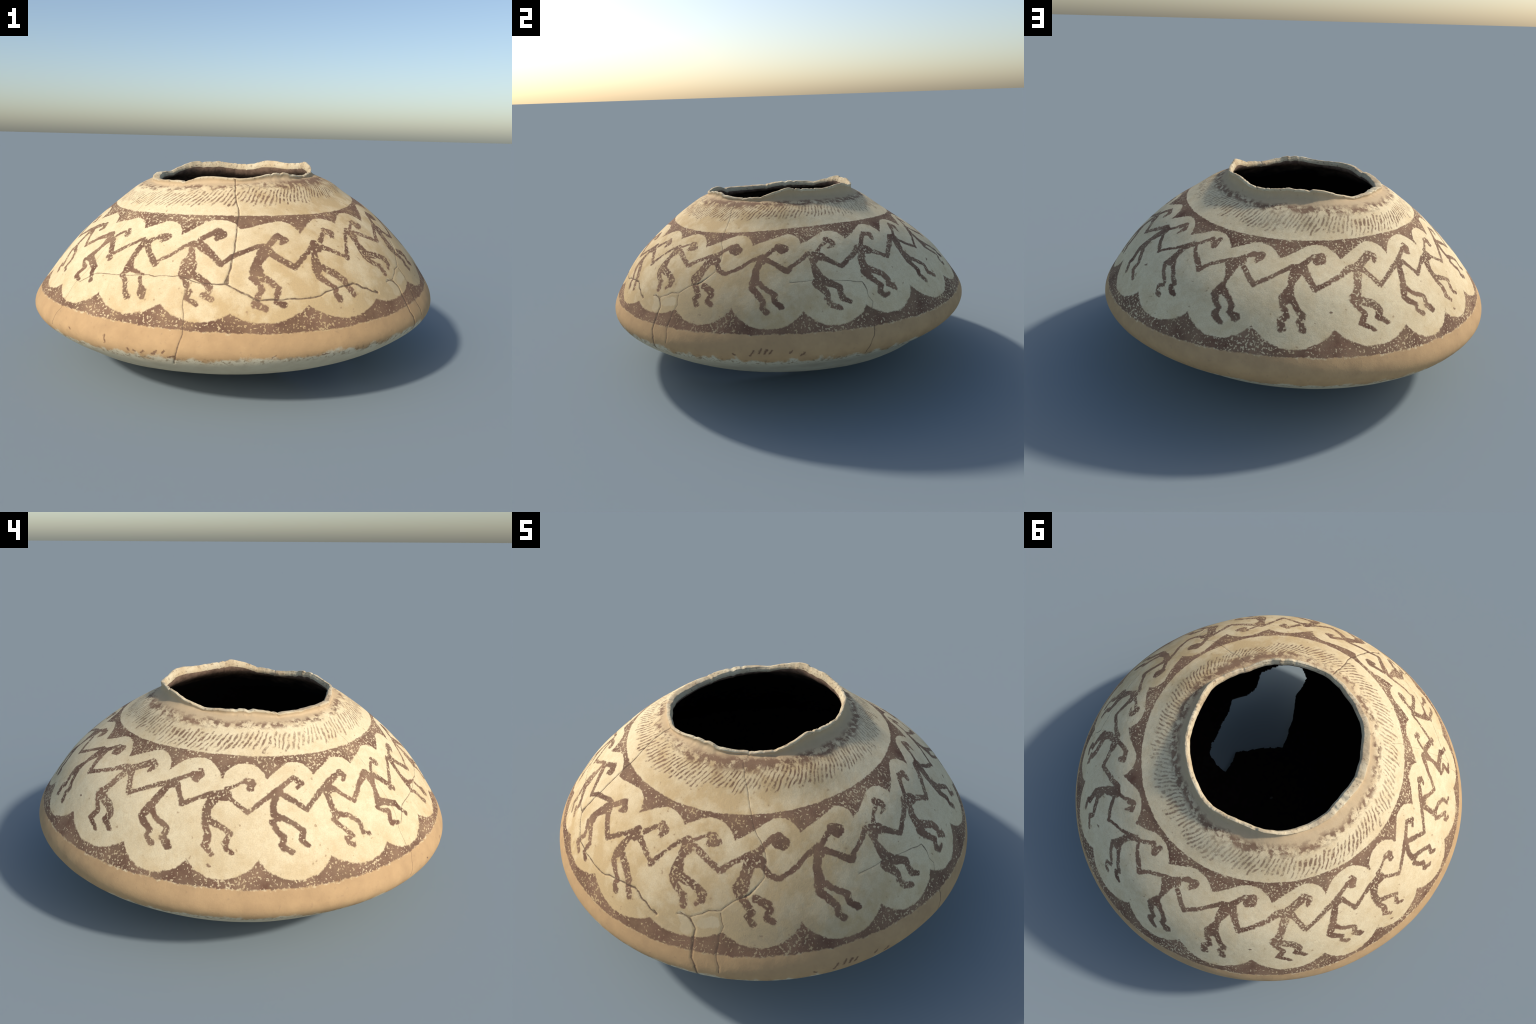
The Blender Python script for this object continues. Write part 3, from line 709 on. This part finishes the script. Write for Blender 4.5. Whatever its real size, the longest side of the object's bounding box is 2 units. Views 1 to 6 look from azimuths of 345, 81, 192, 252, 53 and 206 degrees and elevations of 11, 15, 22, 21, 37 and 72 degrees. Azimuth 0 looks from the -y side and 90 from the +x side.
def new_group(name, inputs, outputs):
    t = bpy.data.node_groups.new(name, "ShaderNodeTree")
    for nm, kind in inputs:
        t.interface.new_socket(nm, in_out="INPUT", socket_type=kind)
    for nm, kind in outputs:
        t.interface.new_socket(nm, in_out="OUTPUT", socket_type=kind)
    net = Net(t)
    return t, net, net.node("NodeGroupInput").outputs, net.node("NodeGroupOutput").inputs


F, V, C = "NodeSocketFloat", "NodeSocketVector", "NodeSocketColor"


def stroke_group():
    t, n, i, o = new_group("brush_stroke", [("P", V), ("A", V), ("AB", V), ("Inverse", F), ("Width", F), ("Taper", F), ("So far", F)], [("Distance", F)])
    pa = n.vec("SUBTRACT", i["P"], i["A"])
    h = n.math("MULTIPLY", n.vec("DOT_PRODUCT", pa, i["AB"]), i["Inverse"], clamp=True)
    d = n.vec("DISTANCE", pa, n.vec("SCALE", i["AB"], scale=h))
    d = n.math("SUBTRACT", d, n.math("MULTIPLY_ADD", h, i["Taper"], i["Width"]))
    n.put(o["Distance"], n.math("MINIMUM", d, i["So far"]))
    return t


def place_group(dz):
    """where a point of the wall lies: azimuth and paint height, in degrees, with a brush's unsteadiness"""
    t, n, i, o = new_group("place_on_wall", [("Sector", F)], [("P", V), ("P steady", V), ("Theta", F), ("Y", F), ("Object", V)])
    ob = n.node("ShaderNodeTexCoord").outputs["Object"]
    s = n.node("ShaderNodeSeparateXYZ")
    n.put(s.inputs[0], ob)
    x, y, z = s.outputs
    th = n.math("MULTIPLY", n.math("ARCTAN2", y, x), 180 / math.pi)
    rel = n.math("WRAP", n.math("SUBTRACT", th, i["Sector"]), 180.0, -180.0)
    rho = n.math("SQRT", n.math("ADD", n.math("MULTIPLY", x, x), n.math("MULTIPLY", y, y)))
    Y = n.math("MULTIPLY", n.math("ARCTAN2", n.math("SUBTRACT", z, CENTRE_Z + dz), rho), Y_PER_PHI * 180 / math.pi)
    w1 = n.vec("SUBTRACT", n.noise(ob, 75.0, 2.0, 0.6, color=True), (0.5, 0.5, 0.5))
    w2 = n.vec("SUBTRACT", n.noise(ob, 22.0, 1.0, 0.5, color=True), (0.5, 0.5, 0.5))
    w = n.vec("ADD", n.vec("SCALE", w1, scale=0.95), n.vec("SCALE", w2, scale=0.7))
    p = n.vec("ADD", n.xyz(rel, Y), n.vec("MULTIPLY", w, (1, 1, 0)))
    n.put(o["P"], p)
    n.put(o["P steady"], n.vec("ADD", n.xyz(rel, Y), n.vec("MULTIPLY", w, (0.3, 0.3, 0))))
    n.put(o["Theta"], th)
    n.put(o["Y"], Y)
    n.put(o["Object"], ob)
    return t


SLIP, SLIP_WARM, FIRE_CLOUD = (0.86, 0.705, 0.440), (0.62, 0.435, 0.215), (0.41, 0.315, 0.190)
TAN, FOOT = (0.540, 0.335, 0.160), (0.62, 0.545, 0.385)
PAINT, PAINT_THIN = (0.158, 0.076, 0.045), (0.258, 0.140, 0.082)


def clay_group():
    """clay, slip, paint, hatching and dirt, from distances to the painted shapes"""
    t, n, i, o = new_group("painted_clay", [("Object", V), ("P", V), ("Theta", F), ("Paint", F), ("Crack", F), ("Dab", F), ("Plaster", F),
                                           ("Above ring", F), ("Above ground", F), ("Above foot", F), ("Above hatch", F), ("Hatch half", F), ("Above smudge", F), ("Stain", F), ("Cloud", F), ("Smudge", F)], [("Color", C), ("Height", F)])
    ob = i["Object"]
    broad, mid, fine, grain = n.noise(ob, 2.6, 3.0), n.noise(ob, 13.0, 4.0, 0.6), n.noise(ob, 60.0, 3.0, 0.6), n.noise(ob, 210.0, 2.0, 0.6)
    # slip, mottled and stained
    warm = n.math("ADD", n.ramp(broad, 0.42, 0.70, 0.0, 0.32), n.ramp(mid, 0.45, 0.75, 0.0, 0.35))
    warm = n.math("ADD", warm, n.math("MULTIPLY", i["Stain"], n.ramp(mid, 0.30, 0.62, 0.35, 1.0)), clamp=True)
    col = n.mix(warm, SLIP, SLIP_WARM)
    col = n.mix(n.math("MULTIPLY", i["Cloud"], n.ramp(n.noise(ob, 8.0, 4.0, 0.65), 0.30, 0.66, 0.35, 1.0)), col, FIRE_CLOUD)
    col = n.mix(n.ramp(grain, 0.34, 0.60, 0.20, 0.0), col, (0.36, 0.25, 0.15))
    col = n.mix(n.ramp(n.noise(ob, 36.0, 4.0, 0.65), 0.42, 0.66, 0.0, 0.28), col, SLIP_WARM)
    col = n.mix(n.ramp(n.noise(ob, 52.0, 1.0), 0.72, 0.78, 0.0, 0.6), col, (0.36, 0.22, 0.12))
    # tan belly below the frieze
    edge = n.math("ADD", i["Above ground"], n.ramp(fine, 0.3, 0.7, -0.45, 0.45))
    tan = n.mix(n.ramp(mid, 0.35, 0.70), TAN, (0.46, 0.285, 0.140))
    tan = n.mix(n.ramp(fine, 0.62, 0.74, 0.0, 0.35), tan, (0.30, 0.19, 0.11))
    col = n.mix(n.ramp(edge, 0.25, -0.25, 0.0, 0.92), col, tan)
    # bare foot with a ragged brown edge
    fedge = n.math("ADD", i["Above foot"], n.ramp(mid, 0.3, 0.7, -1.6, 1.6))
    col = n.mix(n.ramp(fedge, 0.5, -0.5), col, n.mix(n.ramp(mid, 0.4, 0.7), FOOT, (0.55, 0.465, 0.32)))
    rag = n.math("MULTIPLY", n.ramp(n.math("ABSOLUTE", n.math("ADD", i["Above foot"], 0.6)), 0.3, 1.5, 1.0, 0.0), n.ramp(fine, 0.50, 0.60))
    col = n.mix(n.math("MULTIPLY", rag, 0.65), col, (0.24, 0.155, 0.08))
    # neck: thin wash of tan, smudges where it meets the shoulder
    up = i["Above ring"]
    col = n.mix(n.math("MULTIPLY", n.ramp(n.math("ADD", i["Above smudge"], n.ramp(mid, 0.3, 0.7, -1.5, 1.5)), -1.5, 2.5), 0.78), col, (0.52, 0.37, 0.215))
    # plaster
    pl = n.ramp(i["Plaster"], 0.15, -0.15)
    col = n.mix(n.math("MULTIPLY", n.math("MULTIPLY", pl, n.ramp(mid, 0.35, 0.6, 0.4, 0.9)), 0.8), col, (0.64, 0.50, 0.30))
    # paint
    paint_col = n.mix(n.ramp(n.noise(ob, 7.0, 2.0), 0.38, 0.66), PAINT, PAINT_THIN)
    paint_col = n.mix(n.ramp(grain, 0.35, 0.65, 0.25, 0.0), paint_col, (0.12, 0.07, 0.055))
    mask = n.ramp(i["Paint"], 0.16, -0.16)
    worn = n.ramp(n.noise(ob, 3.3, 3.0), 0.34, 0.60)
    fleck = n.ramp(n.noise(ob, 105.0, 1.5, 0.5), n.math("MULTIPLY_ADD", worn, -0.110, 0.655), n.math("MULTIPLY_ADD", worn, -0.095, 0.715))
    mask = n.math("MULTIPLY", mask, n.math("MULTIPLY_ADD", fleck, -0.80, 1.0))
    mask = n.math("MULTIPLY", mask, n.ramp(mid, 0.30, 0.75, 1.0, 0.80))
    mask = n.math("MULTIPLY", mask, n.math("MULTIPLY_ADD", pl, -0.85, 1.0))
    # hatching: short slanting strokes on the shoulder
    sp = n.node("ShaderNodeSeparateXYZ")
    n.put(sp.inputs[0], i["P"])
    jag = n.ramp(n.noise(ob, 12.0, 2.0), 0.3, 0.7, -0.9, 0.9)
    ha = i["Above hatch"]
    u = n.math("MULTIPLY", n.math("ADD", n.math("MULTIPLY_ADD", ha, -0.58, i["Theta"]), jag), 160 * 2.0 / 360)
    tri = n.math("PINGPONG", u, 1.0)
    half = n.ramp(n.noise(ob, 26.0, 2.0), 0.3, 0.7, 0.26, 0.60)
    hatch = n.ramp(n.math("SUBTRACT", tri, half), 0.16, -0.14)
    ends = n.ramp(n.noise(n.xyz(n.math("ROUND", n.math("MULTIPLY", u, 0.5)), 3.3, 7.7), 0.73, 0.0), 0.3, 0.7, -1.7, 1.7)
    span = n.math("SUBTRACT", n.math("ABSOLUTE", n.math("ADD", ha, ends)), i["Hatch half"])
    hatch = n.math("MULTIPLY", hatch, n.ramp(span, 0.35, -0.35))
    hatch = n.math("MULTIPLY", hatch, n.ramp(n.noise(ob, 62.0, 3.0, 0.6), 0.36, 0.54, 0.1, 1.0))
    hatch = n.math("MULTIPLY", hatch, n.ramp(n.noise(ob, 5.0, 1.0), 0.3, 0.6, 0.45, 0.85))
    # smudged line at the neck
    near = n.ramp(n.math("ABSOLUTE", n.math("ADD", i["Above smudge"], n.ramp(mid, 0.3, 0.7, -1.5, 1.5))), n.math("MULTIPLY_ADD", i["Smudge"], 1.5, 0.4), n.math("MULTIPLY_ADD", i["Smudge"], 2.5, 2.2), 1.0, 0.0)
    sm = n.ramp(n.math("ADD", n.noise(ob, 34.0, 3.0, 0.65), n.math("MULTIPLY", i["Smudge"], 0.14)), 0.50, 0.62)
    hatch = n.math("MAXIMUM", hatch, n.math("MULTIPLY", n.math("MULTIPLY", near, sm), 0.85))
    mask = n.math("MAXIMUM", mask, hatch)
    mask = n.math("MAXIMUM", mask, n.math("MULTIPLY", n.ramp(i["Dab"], 0.14, -0.14), 0.85))
    col = n.mix(mask, col, paint_col)
    # cracks
    ck = n.ramp(i["Crack"], 0.10, -0.10)
    col = n.mix(n.math("MULTIPLY", ck, n.ramp(fine, 0.25, 0.55, 0.50, 0.90)), col, (0.14, 0.085, 0.055))
    n.put(o["Color"], col)
    h = n.math("ADD", n.math("MULTIPLY", grain, 0.25), n.math("MULTIPLY", fine, 0.5))
    n.put(o["Height"], h)
    return t


def shade(net, mat, color, height, rough=0.88, strength=0.35):
    t = mat.node_tree
    b = t.nodes["Principled BSDF"]
    net.put(b.inputs["Base Color"], color)
    b.inputs["Roughness"].default_value = rough
    b.inputs["Specular IOR Level"].default_value = 0.18
    bump = net.node("ShaderNodeBump")
    bump.inputs["Strength"].default_value = strength
    bump.inputs["Distance"].default_value = 0.004
    net.put(bump.inputs["Height"], height)
    net.put(b.inputs["Normal"], bump.outputs[0])


def new_material(name):
    m = bpy.data.materials.new(name)
    m.use_nodes = True
    return m, Net(m.node_tree)


def line_near(coefs, centre):
    """a wave round the jar, as value and slope at one azimuth"""
    at = lambda a: float(waves(coefs, np.array([math.radians(a)]))[0])
    return at(centre), (at(centre + 3) - at(centre - 3)) / 6


def painted_materials(dz):
    stroke, place, clay = stroke_group(), place_group(dz), clay_group()
    dancers, hoods, bowls = figure_strokes(), hood_strokes(), scallop_bowls()
    cracks = [s for i, line in enumerate(CRACKS) for s in segments(jagged(line, i))]
    dabs = [s for line in DABS for s in segments(line)]
    fills = [s for line in PLASTER for s in segments(line)]
    half = 180.0 / SECTORS
    mats = []
    for k in range(SECTORS):
        c = (k + 0.5) * 360.0 / SECTORS
        m, n = new_material("painted_clay")
        pl = n.group(place, Sector=c).outputs
        P = pl["P"]

        def union(strokes, P=P):
            d = 50.0
            for a, b in strokes:
                ax, bx = wrap(a[0] - c), wrap(b[0] - a[0])
                lo, hi = min(ax - a[2], ax + bx - b[2]), max(ax + a[2], ax + bx + b[2])
                if hi < -half - 1.2 or lo > half + 1.2:
                    continue
                by = b[1] - a[1]
                L2 = bx * bx + by * by
                g = n.group(stroke, P=P, A=(ax, a[1], 0), AB=(bx, by, 0), Inverse=1 / L2 if L2 > 1e-6 else 0.0, Width=a[2], Taper=b[2] - a[2])
                n.put(g.inputs["So far"], d)
                d = g.outputs[0]
            return d

        sep = n.node("ShaderNodeSeparateXYZ")
        n.put(sep.inputs[0], P)
        x, y = sep.outputs[0], sep.outputs[1]

        def above(coefs, height):
            v, s = line_near(coefs, c)
            return n.math("SUBTRACT", height, n.math("MULTIPLY_ADD", x, s, v))

        near = lambda pts: [p[1] for p in pts if abs(wrap(p[0] - c)) < half + 13]
        ring, ground = above(RING, y), above(GROUND_LINE, y)
        d = union(dancers)
        d_h = n.math("MAXIMUM", n.math("MAXIMUM", ring, n.math("SUBTRACT", min(near(HOOD_TIPS)) - 0.2, y)), n.math("MULTIPLY", union(hoods), -1.0))
        d_s = n.math("MAXIMUM", n.math("MAXIMUM", n.math("MULTIPLY", ground, -1.0), n.math("SUBTRACT", y, max(near(SCALLOP_PEAKS)) + 0.2)), n.math("MULTIPLY", union(bowls), -1.0))
        d = n.math("MINIMUM", d, n.math("MINIMUM", d_h, d_s))
        # warm staining on the sherds around the mended break, smudges of the brush at the neck
        def hills(*list_of):
            """a sum of bells round the jar, exact at the sector's middle and sloping across it"""
            f = lambda q: sum(h * math.exp(-(wrap(q - at) / wide) ** 2) for h, at, wide in list_of)
            return n.math("MULTIPLY_ADD", x, (f(c + 1.875) - f(c - 1.875)) / 3.75, f(c))

        low = n.ramp(pl["Y"], 3.0, 24.0, 1.0, 0.0)
        stain = n.math("ADD", n.math("ADD", n.math("MULTIPLY", low, hills((0.55, 264, 22), (0.35, 330, 35))), n.ramp(pl["Y"], 3.0, 13.0, 0.30, 0.0)), hills((0.85, 305, 34), (0.45, 345, 18), (0.15, 260, 20)))
        cloud = n.math("MULTIPLY", n.ramp(pl["Y"], 6.0, 32.0, 1.0, 0.0), hills((0.68, 330, 16), (0.40, 308, 18), (0.25, 352, 12)))
        g = n.group(clay, Object=pl["Object"], P=P, Theta=pl["Theta"], Paint=d, Crack=union(cracks, pl["P steady"]), Dab=union(dabs), Plaster=union(fills), Stain=stain, Cloud=cloud)
        n.put(g.inputs["Smudge"], hills((1.0, 312, 30), (0.55, 100, 70), (0.45, 20, 30), (0.3, 210, 60)))
        n.put(g.inputs["Hatch half"], 4.6 + 0.7 * math.cos(math.radians(c)))
        n.put(g.inputs["Above hatch"], above(HATCH, y))
        n.put(g.inputs["Above smudge"], above(SMUDGE_LINE, pl["Y"]))
        n.put(g.inputs["Above ring"], ring)
        n.put(g.inputs["Above ground"], ground)
        n.put(g.inputs["Above foot"], above(FOOT_LINE, pl["Y"]))
        shade(n, m, g.outputs["Color"], g.outputs["Height"])
        mats.append(m)
    return mats


def rim_material():
    m, n = new_material("worn_lip_clay")
    ob = n.node("ShaderNodeTexCoord").outputs["Object"]
    fine, mid = n.noise(ob, 70.0, 3.0, 0.6), n.noise(ob, 14.0, 3.0)
    col = n.mix(n.ramp(mid, 0.35, 0.65), (0.70, 0.585, 0.385), (0.60, 0.46, 0.275))
    col = n.mix(n.ramp(fine, 0.56, 0.68, 0.0, 0.75), col, (0.27, 0.185, 0.115))
    col = n.mix(n.ramp(n.noise(ob, 6.0, 3.0), 0.52, 0.68, 0.0, 0.6), col, (0.38, 0.25, 0.15))
    shade(n, m, col, fine, 0.9, 0.6)
    return m


def interior_material():
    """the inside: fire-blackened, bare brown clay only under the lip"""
    m, n = new_material("dark_interior_clay")
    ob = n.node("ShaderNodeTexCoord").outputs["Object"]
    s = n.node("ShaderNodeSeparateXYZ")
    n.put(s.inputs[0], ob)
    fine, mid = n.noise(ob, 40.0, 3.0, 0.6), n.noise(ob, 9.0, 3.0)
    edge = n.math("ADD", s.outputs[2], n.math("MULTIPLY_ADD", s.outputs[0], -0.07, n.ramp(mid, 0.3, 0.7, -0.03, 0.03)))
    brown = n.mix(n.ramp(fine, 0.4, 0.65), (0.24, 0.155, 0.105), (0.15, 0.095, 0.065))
    scan_black = n.mix(n.ramp(fine, 0.4, 0.7), (0.010, 0.0065, 0.005), (0.018, 0.011, 0.008))  # black of the scan's untextured inside, copied into the colour
    shade(n, m, n.mix(n.ramp(edge, 0.80, 0.875), scan_black, brown), fine, 0.95, 0.4)
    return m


def fracture_material():
    m, n = new_material("broken_clay")
    ob = n.node("ShaderNodeTexCoord").outputs["Object"]
    fine = n.noise(ob, 55.0, 3.0, 0.6)
    shade(n, m, n.mix(n.ramp(fine, 0.35, 0.65), (0.10, 0.065, 0.045), (0.05, 0.033, 0.025)), fine, 0.95, 0.6)
    return m

PAINTED = painted_materials(Z_SHIFT)
SECTOR_OF = (np.arange(COLS) * SECTORS // COLS).astype(int)
strip("base", 0, R_BASE, PAINTED, SECTOR_OF)
strip("body", R_BASE, R_SHOULDER, PAINTED, SECTOR_OF)
strip("shoulder", R_SHOULDER, R_NECK, PAINTED, SECTOR_OF)
strip("neck", R_NECK, R_RIM, PAINTED, SECTOR_OF)
strip("rim", R_RIM, R_INNER, [rim_material()])
strip("interior_wall", R_INNER, ROWS - 1, [interior_material()])
broken_edge(fracture_material())
